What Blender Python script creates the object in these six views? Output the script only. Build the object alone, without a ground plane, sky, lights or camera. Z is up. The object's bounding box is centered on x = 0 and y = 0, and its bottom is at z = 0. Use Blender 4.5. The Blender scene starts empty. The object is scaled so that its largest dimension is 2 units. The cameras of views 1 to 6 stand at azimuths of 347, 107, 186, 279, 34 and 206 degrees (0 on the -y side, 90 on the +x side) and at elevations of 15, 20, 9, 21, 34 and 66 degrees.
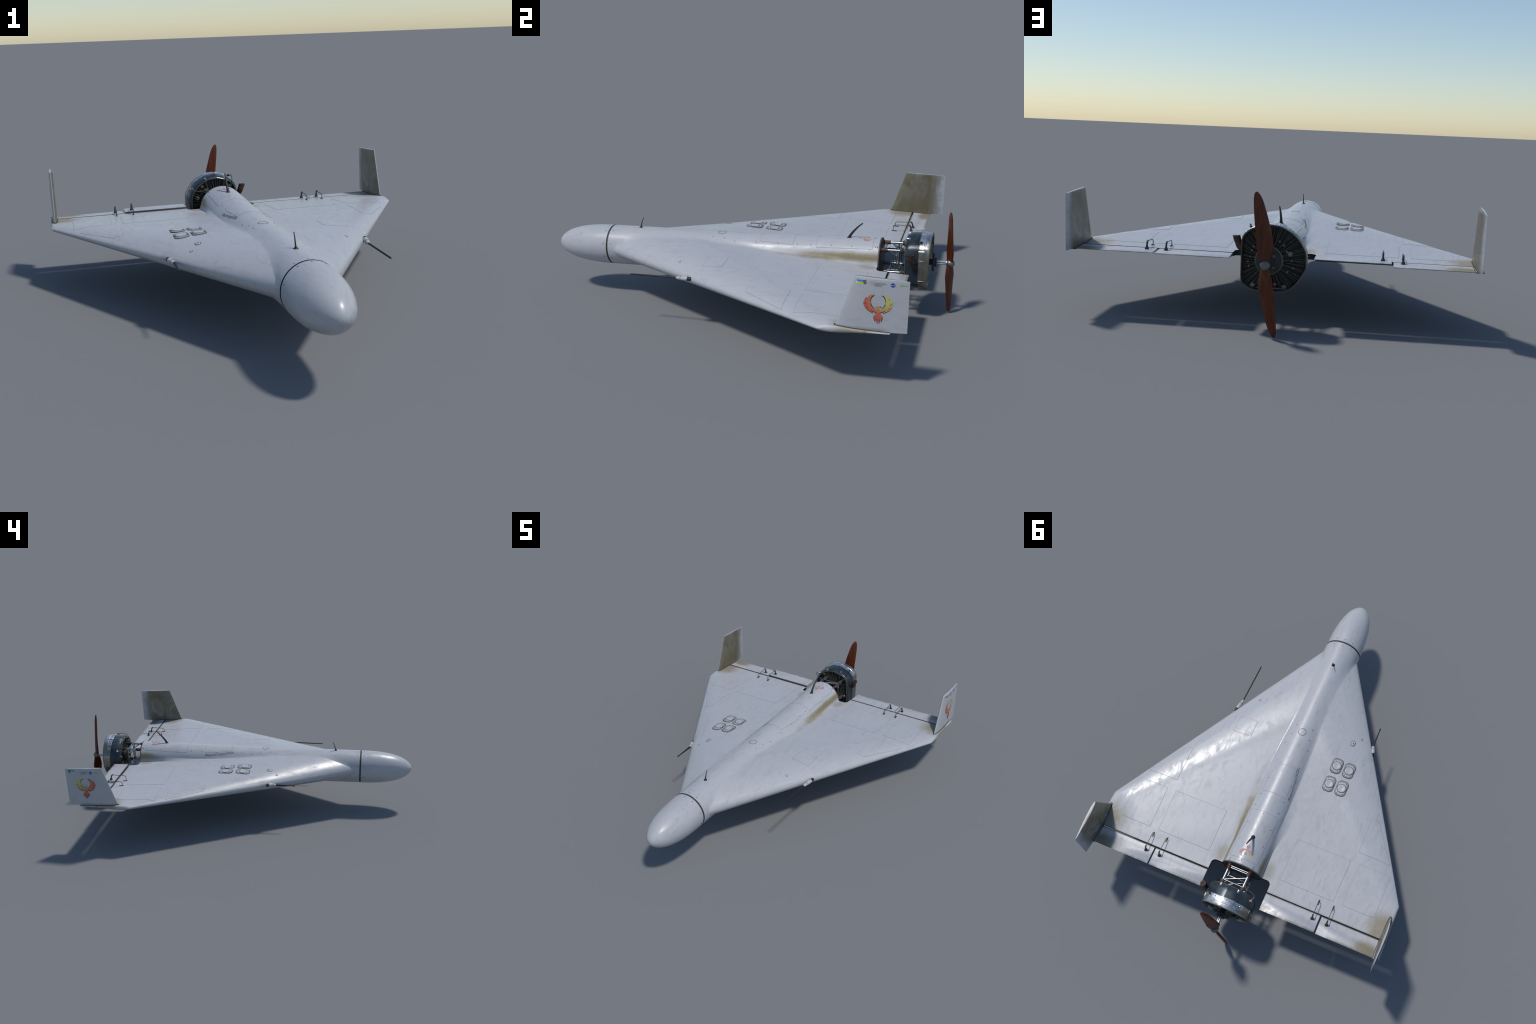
# Delta-wing pusher drone: blended fuselage and wing, nose cone, winglets, elevons,
# finned engine in a two-band cowl on a tube frame, wooden two-blade propeller.
import bpy, bmesh, math, random
from mathutils import Vector, Matrix
from mathutils.geometry import tessellate_polygon

random.seed(7)
ZC = 0.2505            # height of the wing plane and of the fuselage axis
TAU = 2 * math.pi

# ------------------------------------------------------------------ helpers
def lerp(a, b, t): return a + (b - a) * t
def clamp(t, a=0.0, b=1.0): return max(a, min(b, t))
def smooth(a, b, t):
    t = clamp((t - a) / (b - a)); return t * t * (3 - 2 * t)

def curve(pts):
    """monotone cubic through (x, y) control points"""
    xs = [p[0] for p in pts]; ys = [p[1] for p in pts]; n = len(xs)
    d = [(ys[i+1]-ys[i])/(xs[i+1]-xs[i]) for i in range(n-1)]
    m = [d[0]] + [0 if d[i-1]*d[i] <= 0 else 2*d[i-1]*d[i]/(d[i-1]+d[i]) for i in range(1, n-1)] + [d[-1]]
    def f(x):
        if x <= xs[0]: return ys[0]
        if x >= xs[-1]: return ys[-1]
        i = 0
        while x > xs[i+1]: i += 1
        h = xs[i+1]-xs[i]; t = (x-xs[i])/h
        return ((2*t**3-3*t*t+1)*ys[i] + (t**3-2*t*t+t)*h*m[i]
                + (-2*t**3+3*t*t)*ys[i+1] + (t**3-t*t)*h*m[i+1])
    return f

ROOT = bpy.data.objects.new("delta_wing_drone", None)
bpy.context.scene.collection.objects.link(ROOT)
ROOT["label"] = "white delta wing drone with winglets and rear wooden propeller"
ROOT["category"] = "drone"

def link(ob, parent=None):
    bpy.context.scene.collection.objects.link(ob)
    ob.parent = parent or ROOT
    return ob

def make(name, verts, faces, mat, parent=None, angle=35, recalc=True):
    me = bpy.data.meshes.new(name)
    me.from_pydata([tuple(v) for v in verts], [], faces)
    if recalc:
        bm = bmesh.new(); bm.from_mesh(me)
        bmesh.ops.remove_doubles(bm, verts=bm.verts, dist=1e-6)
        bmesh.ops.recalc_face_normals(bm, faces=bm.faces)
        bm.to_mesh(me); bm.free()
    me.shade_smooth()
    me.set_sharp_from_angle(angle=math.radians(angle))
    for m in (mat if isinstance(mat, (list, tuple)) else [mat]): me.materials.append(m)
    return link(bpy.data.objects.new(name, me), parent)

def empty(name, parent=None):
    return link(bpy.data.objects.new(name, None), parent)

def copy_of(ob, loc, rot=None, scale=None):
    c = ob.copy(); c.location = loc
    if rot is not None: c.rotation_euler = rot
    if scale is not None: c.scale = scale
    return link(c, ob.parent)

class Geo:
    """collects pieces of one mesh"""
    def __init__(s): s.v = []; s.f = []
    def add(s, v, f):
        n = len(s.v); s.v += [Vector(p) for p in v]; s.f += [tuple(i+n for i in q) for q in f]; return s
    def rings(s, rings, closed=True, cap0=True, cap1=True):
        v = [p for r in rings for p in r]; n = len(rings[0]); f = []
        m = n if closed else n-1
        for i in range(len(rings)-1):
            for j in range(m):
                k = (j+1) % n
                f.append((i*n+j, i*n+k, (i+1)*n+k, (i+1)*n+j))
        if cap0: f.append(tuple(range(n))[::-1])
        if cap1: f.append(tuple((len(rings)-1)*n+j for j in range(n)))
        return s.add(v, f)
    def tube(s, path, r, seg=10, caps=True):
        path = [Vector(p) for p in path]; n = len(path)
        rr = r if isinstance(r, (list, tuple)) else [r]*n
        rings = []; up = None
        for i, p in enumerate(path):
            t = (path[min(i+1, n-1)] - path[max(i-1, 0)]).normalized()
            if up is None:
                up = Vector((0, 0, 1)) if abs(t.z) < .9 else Vector((1, 0, 0))
            a = t.cross(up).normalized(); b = a.cross(t).normalized(); up = b
            rings.append([p + rr[i]*(a*math.cos(TAU*k/seg) + b*math.sin(TAU*k/seg)) for k in range(seg)])
        return s.rings(rings, cap0=caps, cap1=caps)
    def lathe(s, prof, c=(0, 0, 0), axis='y', seg=32, caps=True):
        """prof: (along axis, radius)"""
        rings = []
        for (t, r) in prof:
            ring = []
            for k in range(seg):
                a = TAU*k/seg; u, w = r*math.cos(a), r*math.sin(a)
                q = (u, t, w) if axis == 'y' else (u, w, t) if axis == 'z' else (t, u, w)
                ring.append((q[0]+c[0], q[1]+c[1], q[2]+c[2]))
            rings.append(ring)
        return s.rings(rings, cap0=caps, cap1=caps)
    def box(s, c, d, rot=None):
        v = [Vector((x*d[0]/2, y*d[1]/2, z*d[2]/2)) for x in (-1, 1) for y in (-1, 1) for z in (-1, 1)]
        if rot is not None: v = [rot @ p for p in v]
        v = [p + Vector(c) for p in v]
        return s.add(v, [(0,1,3,2),(4,6,7,5),(0,4,5,1),(2,3,7,6),(0,2,6,4),(1,5,7,3)])
    def make(s, name, mat, parent=None, angle=35):
        return make(name, s.v, s.f, mat, parent, angle)

def bezier(pts, n=8):
    """Catmull-Rom through points"""
    P = [Vector(p) for p in pts]; P = [2*P[0]-P[1]] + P + [2*P[-1]-P[-2]]
    out = []
    for i in range(1, len(P)-2):
        for k in range(n):
            t = k/n
            out.append(.5*((2*P[i]) + (P[i+1]-P[i-1])*t + (2*P[i-1]-5*P[i]+4*P[i+1]-P[i+2])*t*t
                           + (3*P[i]-P[i-1]-3*P[i+1]+P[i+2])*t**3))
    out.append(P[-2]); return out

# ------------------------------------------------------------------ materials
class Mat:
    def __init__(s, name):
        s.m = bpy.data.materials.new(name); s.m.use_nodes = True
        s.t = s.m.node_tree; s.N = s.t.nodes; s.N.clear()
        s.out = s.N.new("ShaderNodeOutputMaterial"); s.b = s.N.new("ShaderNodeBsdfPrincipled")
        s.t.links.new(s.b.outputs[0], s.out.inputs[0])
        s.co = s.N.new("ShaderNodeTexCoord").outputs["Object"]
        s._sep = None
    def put(s, v, sock):
        if hasattr(v, "links"): s.t.links.new(v, sock)
        else: sock.default_value = v
    def math(s, op, a, b=0.0, c=None, clampit=False):
        n = s.N.new("ShaderNodeMath"); n.operation = op; n.use_clamp = clampit
        s.put(a, n.inputs[0]); s.put(b, n.inputs[1])
        if c is not None: s.put(c, n.inputs[2])
        return n.outputs[0]
    def xyz(s):
        if s._sep is None:
            n = s.N.new("ShaderNodeSeparateXYZ"); s.t.links.new(s.co, n.inputs[0]); s._sep = n.outputs
        return s._sep
    def noise(s, scale, detail=5, rough=.55, stretch=(1, 1, 1), distort=0.0, off=(0, 0, 0)):
        mp = s.N.new("ShaderNodeMapping"); mp.inputs["Scale"].default_value = stretch
        mp.inputs["Location"].default_value = off
        s.t.links.new(s.co, mp.inputs[0])
        n = s.N.new("ShaderNodeTexNoise"); s.t.links.new(mp.outputs[0], n.inputs["Vector"])
        n.inputs["Scale"].default_value = scale; n.inputs["Detail"].default_value = detail
        n.inputs["Roughness"].default_value = rough; n.inputs["Distortion"].default_value = distort
        return n.outputs[0]
    def ramp(s, v, stops):
        n = s.N.new("ShaderNodeValToRGB"); e = n.color_ramp.elements
        while len(e) > 1: e.remove(e[-1])
        for i, (p, c) in enumerate(stops):
            el = e[0] if i == 0 else e.new(p)
            el.position = p; el.color = (c, c, c, 1) if not isinstance(c, (tuple, list)) else (*c, 1)
        s.put(v, n.inputs[0]); return n.outputs[0]
    def step(s, v, a, b):
        n = s.N.new("ShaderNodeMapRange"); n.interpolation_type = 'SMOOTHSTEP'
        s.put(v, n.inputs[0]); n.inputs[1].default_value = a; n.inputs[2].default_value = b
        return n.outputs[0]
    def mix(s, f, a, b):
        n = s.N.new("ShaderNodeMix"); n.data_type = 'RGBA'
        s.put(f, n.inputs[0])
        for k, v in ((6, a), (7, b)):
            s.put((*v, 1) if isinstance(v, tuple) and len(v) == 3 else v, n.inputs[k])
        return n.outputs[2]
    def blob(s, c, r, soft=.5, mirror=False):
        """1 inside an ellipsoid at c with radii r, fading out; mirror uses |x|"""
        X, Y, Z = s.xyz()
        if mirror: X = s.math('ABSOLUTE', X)
        q = None
        for v, cc, rr in ((X, c[0], r[0]), (Y, c[1], r[1]), (Z, c[2], r[2])):
            e = s.math('DIVIDE', s.math('SUBTRACT', v, cc), rr); e = s.math('MULTIPLY', e, e)
            q = e if q is None else s.math('ADD', q, e)
        return s.step(s.math('SQRT', q), 1.0, soft)
    def dist(s, c):
        n = s.N.new("ShaderNodeVectorMath"); n.operation = 'DISTANCE'
        s.t.links.new(s.co, n.inputs[0]); n.inputs[1].default_value = c
        return n.outputs["Value"]
    def bump(s, h, strength, dist=.002):
        n = s.N.new("ShaderNodeBump"); n.inputs["Strength"].default_value = strength
        n.inputs["Distance"].default_value = dist
        s.put(h, n.inputs["Height"]); s.t.links.new(n.outputs[0], s.b.inputs["Normal"])
    def set(s, color=None, rough=None, metal=None, spec=None, coat=None):
        for k, v in (("Base Color", color), ("Roughness", rough), ("Metallic", metal),
                     ("Specular IOR Level", spec), ("Coat Weight", coat)):
            if v is None: continue
            if k == "Base Color" and isinstance(v, tuple): v = (*v, 1)
            s.put(v, s.b.inputs[k])
        return s.m

WHITE = (.456, .463, .482)
GRIME = (.315, .315, .315)
STAIN = (.235, .195, .105)
OLIVE = (.130, .112, .066)

def paint(name, stains=(), olive_side=None, edge_brown=False):
    m = Mat(name)
    big = m.noise(5.5, 6, .6, (1.6, .7, 1.6), .6)
    fine = m.noise(46, 6, .65, (1, .45, 1), .3)
    streak = m.noise(16, 7, .7, (2.2, .5, 2.2), 1.4, (3, 1, 2))
    col = m.mix(m.math('MULTIPLY', m.step(streak, .48, .75), .60), WHITE, GRIME)
    smudge = m.noise(7, 8, .72, (1, .8, 1), 2.0, (7, 3, 5))
    col = m.mix(m.math('MULTIPLY', m.step(smudge, .56, .74), .42), col, (.33, .325, .32))
    col = m.mix(m.math('MULTIPLY', m.step(fine, .56, .8), .35), col, GRIME)
    col = m.mix(m.math('MULTIPLY', m.step(big, .42, .75), .18), col, (.42, .425, .44))
    speck = m.noise(150, 2, .5)
    col = m.mix(m.math('MULTIPLY', m.step(speck, .72, .78), .45), col, (.2, .19, .17))
    warp = m.noise(14, 7, .7, (1, .6, 1), 1.0, (5, 2, 1))
    film_all = None
    for (c, r, amount, mirror) in stains:
        f = m.blob(c, r, .15, mirror)
        f = m.step(m.math('ADD', f, m.math('MULTIPLY', m.math('SUBTRACT', warp, .5), 1.1)), .0, 1.0)
        f = m.math('MULTIPLY', f, m.step(m.blob(c, r, .6, mirror), 0.0, .5))
        col = m.mix(m.math('MULTIPLY', f, amount), col, STAIN)
        wide = m.blob(c, tuple(1.4*q for q in r), .5, mirror)
        film_all = wide if film_all is None else m.math('MAXIMUM', film_all, wide)
    if edge_brown:      # worn paint along the hinge line and the trailing edge
        X, Y, Z = m.xyz()
        e = m.math('MAXIMUM', m.step(m.math('ABSOLUTE', m.math('SUBTRACT', Y, .7225)), .013, .0),
                   m.step(Y, .800, .812))
        e = m.math('MULTIPLY', e, m.step(m.noise(20, 4), .30, .58))
        col = m.mix(m.math('MULTIPLY', e, .75), col, (.2, .16, .09))
    if olive_side is not None:   # inner face of a winglet carries an olive-brown film
        X, Y, Z = m.xyz()
        inner = m.step(m.math('MULTIPLY', X, float(olive_side)), .7585, .7565)
        p = m.noise(11, 8, .7, (1, 1, .6), .8, (1, 4, 2))
        rear = m.step(m.math('ADD', m.math('ADD', Y, m.math('MULTIPLY', Z, -.10)),
                             m.math('MULTIPLY', m.math('SUBTRACT', p, .5), .14)), .845, .785)
        film = m.ramp(p, [(.3, .50), (.45, .85), (.6, 1.0)])
        col = m.mix(m.math('MULTIPLY', m.math('MULTIPLY', inner, rear), film), col, OLIVE)
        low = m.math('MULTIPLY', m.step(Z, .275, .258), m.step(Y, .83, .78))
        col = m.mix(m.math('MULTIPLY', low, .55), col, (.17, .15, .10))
    rough = m.ramp(m.noise(22, 6, .65, (1.2, .6, 1), 1.2, (9, 9, 1)), [(.35, .26), (.55, .37), (.7, .50)])
    if film_all is not None: rough = m.math('MULTIPLY_ADD', film_all, .22, rough)
    m.bump(m.noise(60, 5, .6), .035, .003)
    return m.set(col, rough, 0.0, .5)

BODY_STAINS = [((.102, .520, .300), (.036, .44, .038), 1.0, False),
               ((-.100, .64, .300), (.034, .17, .040), .95, False),
               ((.745, .675, .26), (.13, .13, .06), .75, True),
               ((.40, -.17, .26), (.04, .06, .03), .5, True),
               ((.125, .62, .262), (.05, .07, .03), .45, True)]
M_BODY = paint("weathered_white_paint", BODY_STAINS, edge_brown=True)
M_NOSE = paint("nose_paint")
M_WLET = {1: paint("winglet_paint", olive_side=1), -1: paint("winglet_paint_far", olive_side=-1)}
M_ELEV = paint("elevon_paint", [((.70, .79, .25), (.10, .06, .05), .8, True)], edge_brown=True)

def flat(name, color, rough=.5, metal=0.0, grain=0.0, gscale=60):
    m = Mat(name); col = color
    if grain:
        n = m.noise(gscale, 6, .65)
        col = m.mix(m.math('MULTIPLY', m.step(n, .4, .7), grain), color, tuple(c*.35 for c in color))
    return m.set(col, rough, metal)

M_SEAM = flat("seam_grey", (.285, .29, .30), .6)
M_GAP = flat("dark_gap_and_seal", (.045, .045, .042), .7, 0, .4)  # also puts the hinge gap's darkness into the colour of its faces
M_BLACK = flat("black_plastic", (.010, .010, .011), .5)
M_RUBBER = flat("sooty_black", (.006, .006, .007), .65, 0, .3)
M_BEVEL = flat("cover_bevel_grey", (.27, .272, .272), .5, 0, .35, 70)
M_COVERSHADE = flat("cover_shading", (.062, .060, .045), .6, 0, .4)  # embossed shading round the antenna covers, put into colour
M_SCREW = flat("screw_brown", (.11, .10, .075), .5, .3)
M_DARKEDGE = flat("sealant_olive", (.115, .11, .08), .6, 0, .4)
M_STEEL = flat("steel_tube", (.50, .50, .51), .3, 1.0, .45, 40)
M_DULL = flat("dull_steel", (.20, .195, .18), .45, .8, .5, 60)
M_BUSH = flat("olive_bush", (.085, .075, .048), .65, .1, .4)
M_RUST = flat("rusty_pipe", (.095, .048, .030), .6, .35, .6, 70)
M_FIN = flat("fin_metal", (.125, .122, .10), .5, .4, .4)
M_CHROME = flat("chrome", (.65, .65, .66), .2, 1.0, .25)
M_HORN = flat("dark_steel", (.075, .073, .070), .4, .7, .4)
M_BULK = flat("bulkhead_dark", (.045, .05, .05), .55, .2, .5, 30)
M_BLUE = flat("flag_blue", (.02, .26, .62), .5)
M_YEL = flat("flag_yellow", (.62, .58, .02), .5)
M_NAVY = flat("badge_navy", (.02, .07, .36), .5)
M_RED = flat("swoosh_red", (.50, .09, .08), .5)
M_GREEN = flat("script_green", (.28, .50, .05), .5)
M_INK = flat("print_grey", (.16, .165, .17), .55)
M_SHIELD = flat("shield_black", (.05, .052, .055), .5)
M_LTXT = flat("print_white", (.62, .63, .65), .5)
M_SHADOW = flat("print_black", (.022, .02, .02), .55)

def fire(name, c, reach=.115, fade=0.0):
    m = Mat(name)
    mixc = lambda k: tuple(lerp(a, b, fade) for a, b in zip(k, WHITE))
    d = m.math('DIVIDE', m.dist(c), reach)
    col = m.ramp(d, [(.18, mixc((.50, .50, .14))), (.36, mixc((.52, .33, .12))), (.54, mixc((.52, .17, .085))),
                     (.76, mixc((.48, .095, .075))), (1.0, mixc((.38, .06, .085)))])
    return m.set(col, .5)

def wood():
    m = Mat("varnished_wood")
    g = m.noise(9, 8, .65, (9, 9, .9), 1.2)
    col = m.ramp(g, [(.3, (.048, .012, .005)), (.5, (.105, .025, .009)), (.7, (.16, .042, .014))])
    return m.set(col, .45, 0, .25)
M_WOOD = wood()

def cowl_paint():
    m = Mat("blue_grey_enamel")
    n = m.noise(9, 7, .65, (1, 2.2, 1), 1.0)
    col = m.ramp(n, [(.32, (.018, .025, .031)), (.5, (.032, .048, .062)), (.68, (.055, .070, .078))])
    g = m.noise(20, 6, .6, off=(4, 4, 4))
    col = m.mix(m.math('MULTIPLY', m.step(g, .5, .75), .5), col, (.06, .058, .042))
    r = m.ramp(m.noise(15, 5), [(.35, .22), (.65, .45)])
    m.bump(m.noise(12, 4, .5, (1, .3, 1)), .25, .004)
    return m.set(col, r, .35)
M_COWL = cowl_paint()

def shroud_metal():
    m = Mat("worn_aluminium")
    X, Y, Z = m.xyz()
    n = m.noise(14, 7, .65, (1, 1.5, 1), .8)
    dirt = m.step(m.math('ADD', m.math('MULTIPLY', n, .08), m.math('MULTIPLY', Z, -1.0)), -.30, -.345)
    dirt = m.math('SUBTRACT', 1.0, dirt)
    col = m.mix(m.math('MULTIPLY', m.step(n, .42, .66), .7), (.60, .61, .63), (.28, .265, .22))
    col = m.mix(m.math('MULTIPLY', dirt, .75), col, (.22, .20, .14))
    r = m.ramp(m.noise(30, 5), [(.35, .2), (.65, .42)])
    m.bump(m.noise(35, 4, .5), .2, .002)
    return m.set(col, r, .9)
M_SHROUD = shroud_metal()

# ------------------------------------------------------------------ fuselage + wing, one surface
# symmetric aerofoil: half thickness over chord, as a function of sqrt(chord fraction)
_AF = [(0, 0), (.0125, .0162), (.025, .0222), (.05, .0302), (.085, .0382), (.12, .0438), (.16, .0478),
       (.25, .0508), (.32, .0500), (.40, .0442), (.50, .0370), (.60, .0297), (.70, .0222), (.80, .0152),
       (.86, .0104), (.93, .0056), (1, .0014)]
_af = curve([(math.sqrt(a), b) for a, b in _AF])
TE, TIPX = .8145, .7765
def le_x(y): return .7758 - (.535 - y) / 1.758          # leading edge, straight
def le_y(x): return .535 - 1.758 * (.7758 - x)
_top = curve([(-.70, .0980), (-.54, .0980), (-.1, .0965), (.2, .0990), (.515, .1060), (.67, .1100)])
_wid = curve([(-.70, .0985), (-.3, .1000), (.3, .1030), (.67, .1050)])

def half_span(y): return max(_wid(y), min(le_x(y), TIPX))

def wing_h(x, y):
    # the left wing skin sits a few millimetres lower than the right one
    drop = .0044 * smooth(.09, .32, -x)
    x = abs(x); yl = le_y(x); c = TE - yl
    s = (y - yl) / c
    if s <= 0: return 0.0
    h = c * _af(math.sqrt(min(s, 1.0)))
    h -= drop * clamp(h / .022) * (1 - .55*smooth(.60, .72, y))
    h = max(h, .0016)
    r = .012
    if y > .45 and x > TIPX - r:
        k = clamp((x - (TIPX - r)) / r); h *= math.sqrt(max(0, 1 - k*k))
    return h

def fus_h(x, y):
    q = abs(x) / _wid(y)
    return _top(y) * math.sqrt(max(0.0, 1 - q*q))

def height(x, y):
    a, b = fus_h(x, y), wing_h(x, y)
    m = max(a, b); k = lerp(.013, .008, smooth(0, .45, y)) * min(1.0, m / .04)
    if k <= 1e-6: return m
    h = max(k - abs(a - b), 0) / k
    return m + h*h*k*.25

def belly(x, y):
    """depth of the underside: as the top, but tucked up towards the tail"""
    k = 1 - .26*smooth(.30, .66, y)
    q = abs(x)/_wid(y); a = min(.098, _top(y))*k*math.sqrt(max(0.0, 1 - q*q)); b = wing_h(abs(x), y)
    m = max(a, b); kk = .020*min(1.0, m/.04)
    if kk <= 1e-6: return m
    h = max(kk - abs(a-b), 0)/kk
    return m + h*h*kk*.25

def top(x, y): return ZC + height(x, y)

FUS_END = .664
def y_end(x):
    x = abs(x)
    if x < .135: return FUS_END
    if x < .1580: return FUS_END + .022*(1 - math.sqrt(max(0, 1 - ((x-.135)/.023)**2)))
    if x < .7445: return .7180
    return .8175

A_MAX = math.radians(66); NF = 26
FX = math.sin(A_MAX)
def build_body():
    rear = [.104, .110, .118, .127, .135, .141, .147, .152, .1555, .1575, .1582]
    rear += [.165 + .018*i for i in range(32)]
    rear = [r for r in rear if r < .738] + [.7390, .7444, .7447, .7520, .7600]
    x0 = .1050*FX
    fr = [(x - x0)/(TIPX - x0) for x in rear]
    fr += [1 - (TIPX - .7605)/(TIPX - x0)*(1 - i/10)**2 for i in range(11)]
    # leading-edge clustering for rows ahead of the tip
    rows = [-.690 + .0075*i for i in range(16)]
    y = rows[-1]
    while y < .585: y += .0105; rows.append(y)
    rows = [r for r in rows if r < .59] + [.60]
    rows += [.60 + .12*t for t in (.1, .2, .3, .4, .5, .6, .7, .8, .9, .97, 1.0)]
    nr = len(fr)
    def frac(j, y):
        t = (j+1)/nr
        g = 1 - (1-t)**2.2                     # fine near the leading edge
        return lerp(g, fr[j], smooth(.35, .545, y))
    half = []      # per row list of (x, z offset)
    for yn in rows:
        W = half_span(yn); R = _wid(yn)
        xs = [R*math.sin(A_MAX*i/NF) for i in range(NF+1)]
        xa = xs[-1]
        xs += [xa + (W - xa)*frac(j, yn) for j in range(nr)]
        row = []
        for x in xs:
            y = yn
            if yn > .60: y = .60 + (yn - .60)/.12*(y_end(x) - .60)
            out = x >= W - 1e-9
            row.append((x, y, 0.0 if out else height(x, y), 0.0 if out else height(-x, y), 0.0 if out else belly(x, y)))
        half.append(row)
    n = len(half[0]); V = []; F = []; tag = []
    # ring per row: top from -x to +x, then bottom back; edge vertices shared
    ring = []
    for row in half:
        topv = [(-x, y, ZC+l) for (x, y, h, l, b) in row[:0:-1]] + [(x, y, ZC+h) for (x, y, h, l, b) in row]
        botv = [(x, y, ZC-b) for (x, y, h, l, b) in row[-2::-1]] + [(-x, y, ZC-b) for (x, y, h, l, b) in row[1:-1]]
        ring.append(topv + botv)
    m = len(ring[0])
    for r in ring: V += r
    for i in range(len(ring)-1):
        for j in range(m):
            k = (j+1) % m
            F.append((i*m+j, i*m+k, (i+1)*m+k, (i+1)*m+j))
            xm = (ring[-1][j][0] + ring[-1][k][0])/2
            tag.append(0 if abs(xm) < x0 else (1 if xm > 0 else -1))
    # close the rear edge of the wing panels (fuselage stays open for the bulkhead)
    last = (len(ring)-1)*m; nt = 2*n-1
    for j in range(nt-1):
        a, b = j, j+1; c, d = (m - b + nt - 1) % m, (m - a + nt - 1) % m
        # mirrored bottom index of top index t is (nt-1) + (nt-1 - t)
        ba, bb = (2*(nt-1) - a) % m, (2*(nt-1) - b) % m
        xm = (ring[-1][a][0] + ring[-1][b][0])/2
        if abs(xm) > x0:
            f = [last+a, last+b, last+bb, last+ba]
            f2 = []
            for q in f:
                if q not in f2: f2.append(q)
            if len(f2) > 2: F.append(tuple(f2)); tag.append(2 if xm > 0 else -2)
    return V, F, tag, [Vector(p) for p in ring[-1]]

V, F, TAG, LAST = build_body()
whole = bpy.data.meshes.new("whole"); whole.from_pydata(V, [], F); whole.update()
# smooth vertex normals from the skin only (without the closing strips)
nrm = [Vector((0, 0, 0)) for _ in V]
for f, t in zip(F, TAG):
    if abs(t) == 2: continue
    p = [Vector(V[i]) for i in f]
    a = (p[2]-p[0]).cross(p[3]-p[1])
    for i in f: nrm[i] += a
cen = Vector((0, 0, ZC))
for i, v in enumerate(V):
    q = nrm[i]
    if q.length < 1e-12: q = Vector((v[0], 0, v[2]-ZC))
    q.normalize()
    if (v[2]-ZC) * q.z < -1e-7: q = -q
    nrm[i] = q
bpy.data.meshes.remove(whole)

def region(name, keys):
    used = {}; fs = []
    for f, t in zip(F, TAG):
        if t in keys:
            # orient outward
            p = [Vector(V[i]) for i in f]
            if len(f) == 4: a = (p[2]-p[0]).cross(p[3]-p[1])
            else: a = (p[1]-p[0]).cross(p[2]-p[0])
            s = a.dot(sum((nrm[i] for i in f), Vector())) if abs(t) < 2 else a.y
            f = f if s > 0 else f[::-1]
            fs.append((tuple(used.setdefault(i, len(used)) for i in f), abs(t) == 2))
    inv = sorted(used, key=lambda i: used[i])
    me = bpy.data.meshes.new(name)
    me.from_pydata([V[i] for i in inv], [], [f for f, _ in fs])
    me.shade_smooth()
    loops = []
    for poly, (f, strip) in zip(me.polygons, fs):
        for li in poly.loop_indices:
            vi = me.loops[li].vertex_index
            loops.append(Vector((0, 1, 0)) if strip else nrm[inv[vi]])
    me.normals_split_custom_set(loops)
    me.materials.append(M_BODY); me.materials.append(M_GAP)
    for poly, (f, strip) in zip(me.polygons, fs):
        if strip: poly.material_index = 1  # wing's rear edge coloured dark to paint in the shaded hinge gap
    return link(bpy.data.objects.new(name, me))

fuselage = region("fuselage", (0,))
region("wing", (1, 2)); region("wing", (-1, -2))

# bulkhead closing the rear of the fuselage
def section_ring(y, k, n=48):
    out = []
    for i in range(n):
        a = TAU*i/n
        b = _top(y) if math.sin(a) > 0 else .098*.74
        out.append(Vector((k*_wid(y)*math.cos(a), y, ZC + k*b*math.sin(a))))
    return out
g = Geo()
g.rings([section_ring(FUS_END-.002, .985), section_ring(FUS_END+.003, .955), section_ring(FUS_END+.007, .80), section_ring(FUS_END+.011, .45)],
        cap0=False, cap1=True)
bulk = g.make("bulkhead", M_BULK)
g = Geo()
g.rings([section_ring(FUS_END-.001, 1.004), section_ring(FUS_END+.0045, .998), section_ring(FUS_END+.0045, .975),
         section_ring(FUS_END-.001, .97)], cap0=False, cap1=False)
g.make("bulkhead_rim", M_DARKEDGE)

# ------------------------------------------------------------------ nose cone and joint
_nose = curve([(-1.0, 0), (-.9985, .0100), (-.995, .0180), (-.985, .0315), (-.970, .0450), (-.950, .0580),
               (-.920, .0712), (-.880, .0826), (-.840, .0900), (-.80, .0945), (-.75, .0972), (-.6995, .0980)])
ys = [-1 + .3005*(i/40)**1.9 for i in range(41)]
g = Geo(); seg = 56
rings = [[(_nose(y)*math.cos(TAU*k/seg), y, ZC + _nose(y)*math.sin(TAU*k/seg)) for k in range(seg)] for y in ys[1:]]
g.rings(rings, cap0=False, cap1=False)
n0 = len(g.v); g.v.append(Vector((0, -1.0, ZC)))
for k in range(seg): g.f.append((k, n0, (k+1) % seg))
g.make("nose_cone", M_NOSE, angle=60)
Geo().lathe([(-.7035, .0962), (-.7005, .0962), (-.6895, .0962), (-.687, .0962)], (0, 0, ZC), seg=56).make("nose_joint_ring", M_GAP)

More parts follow.
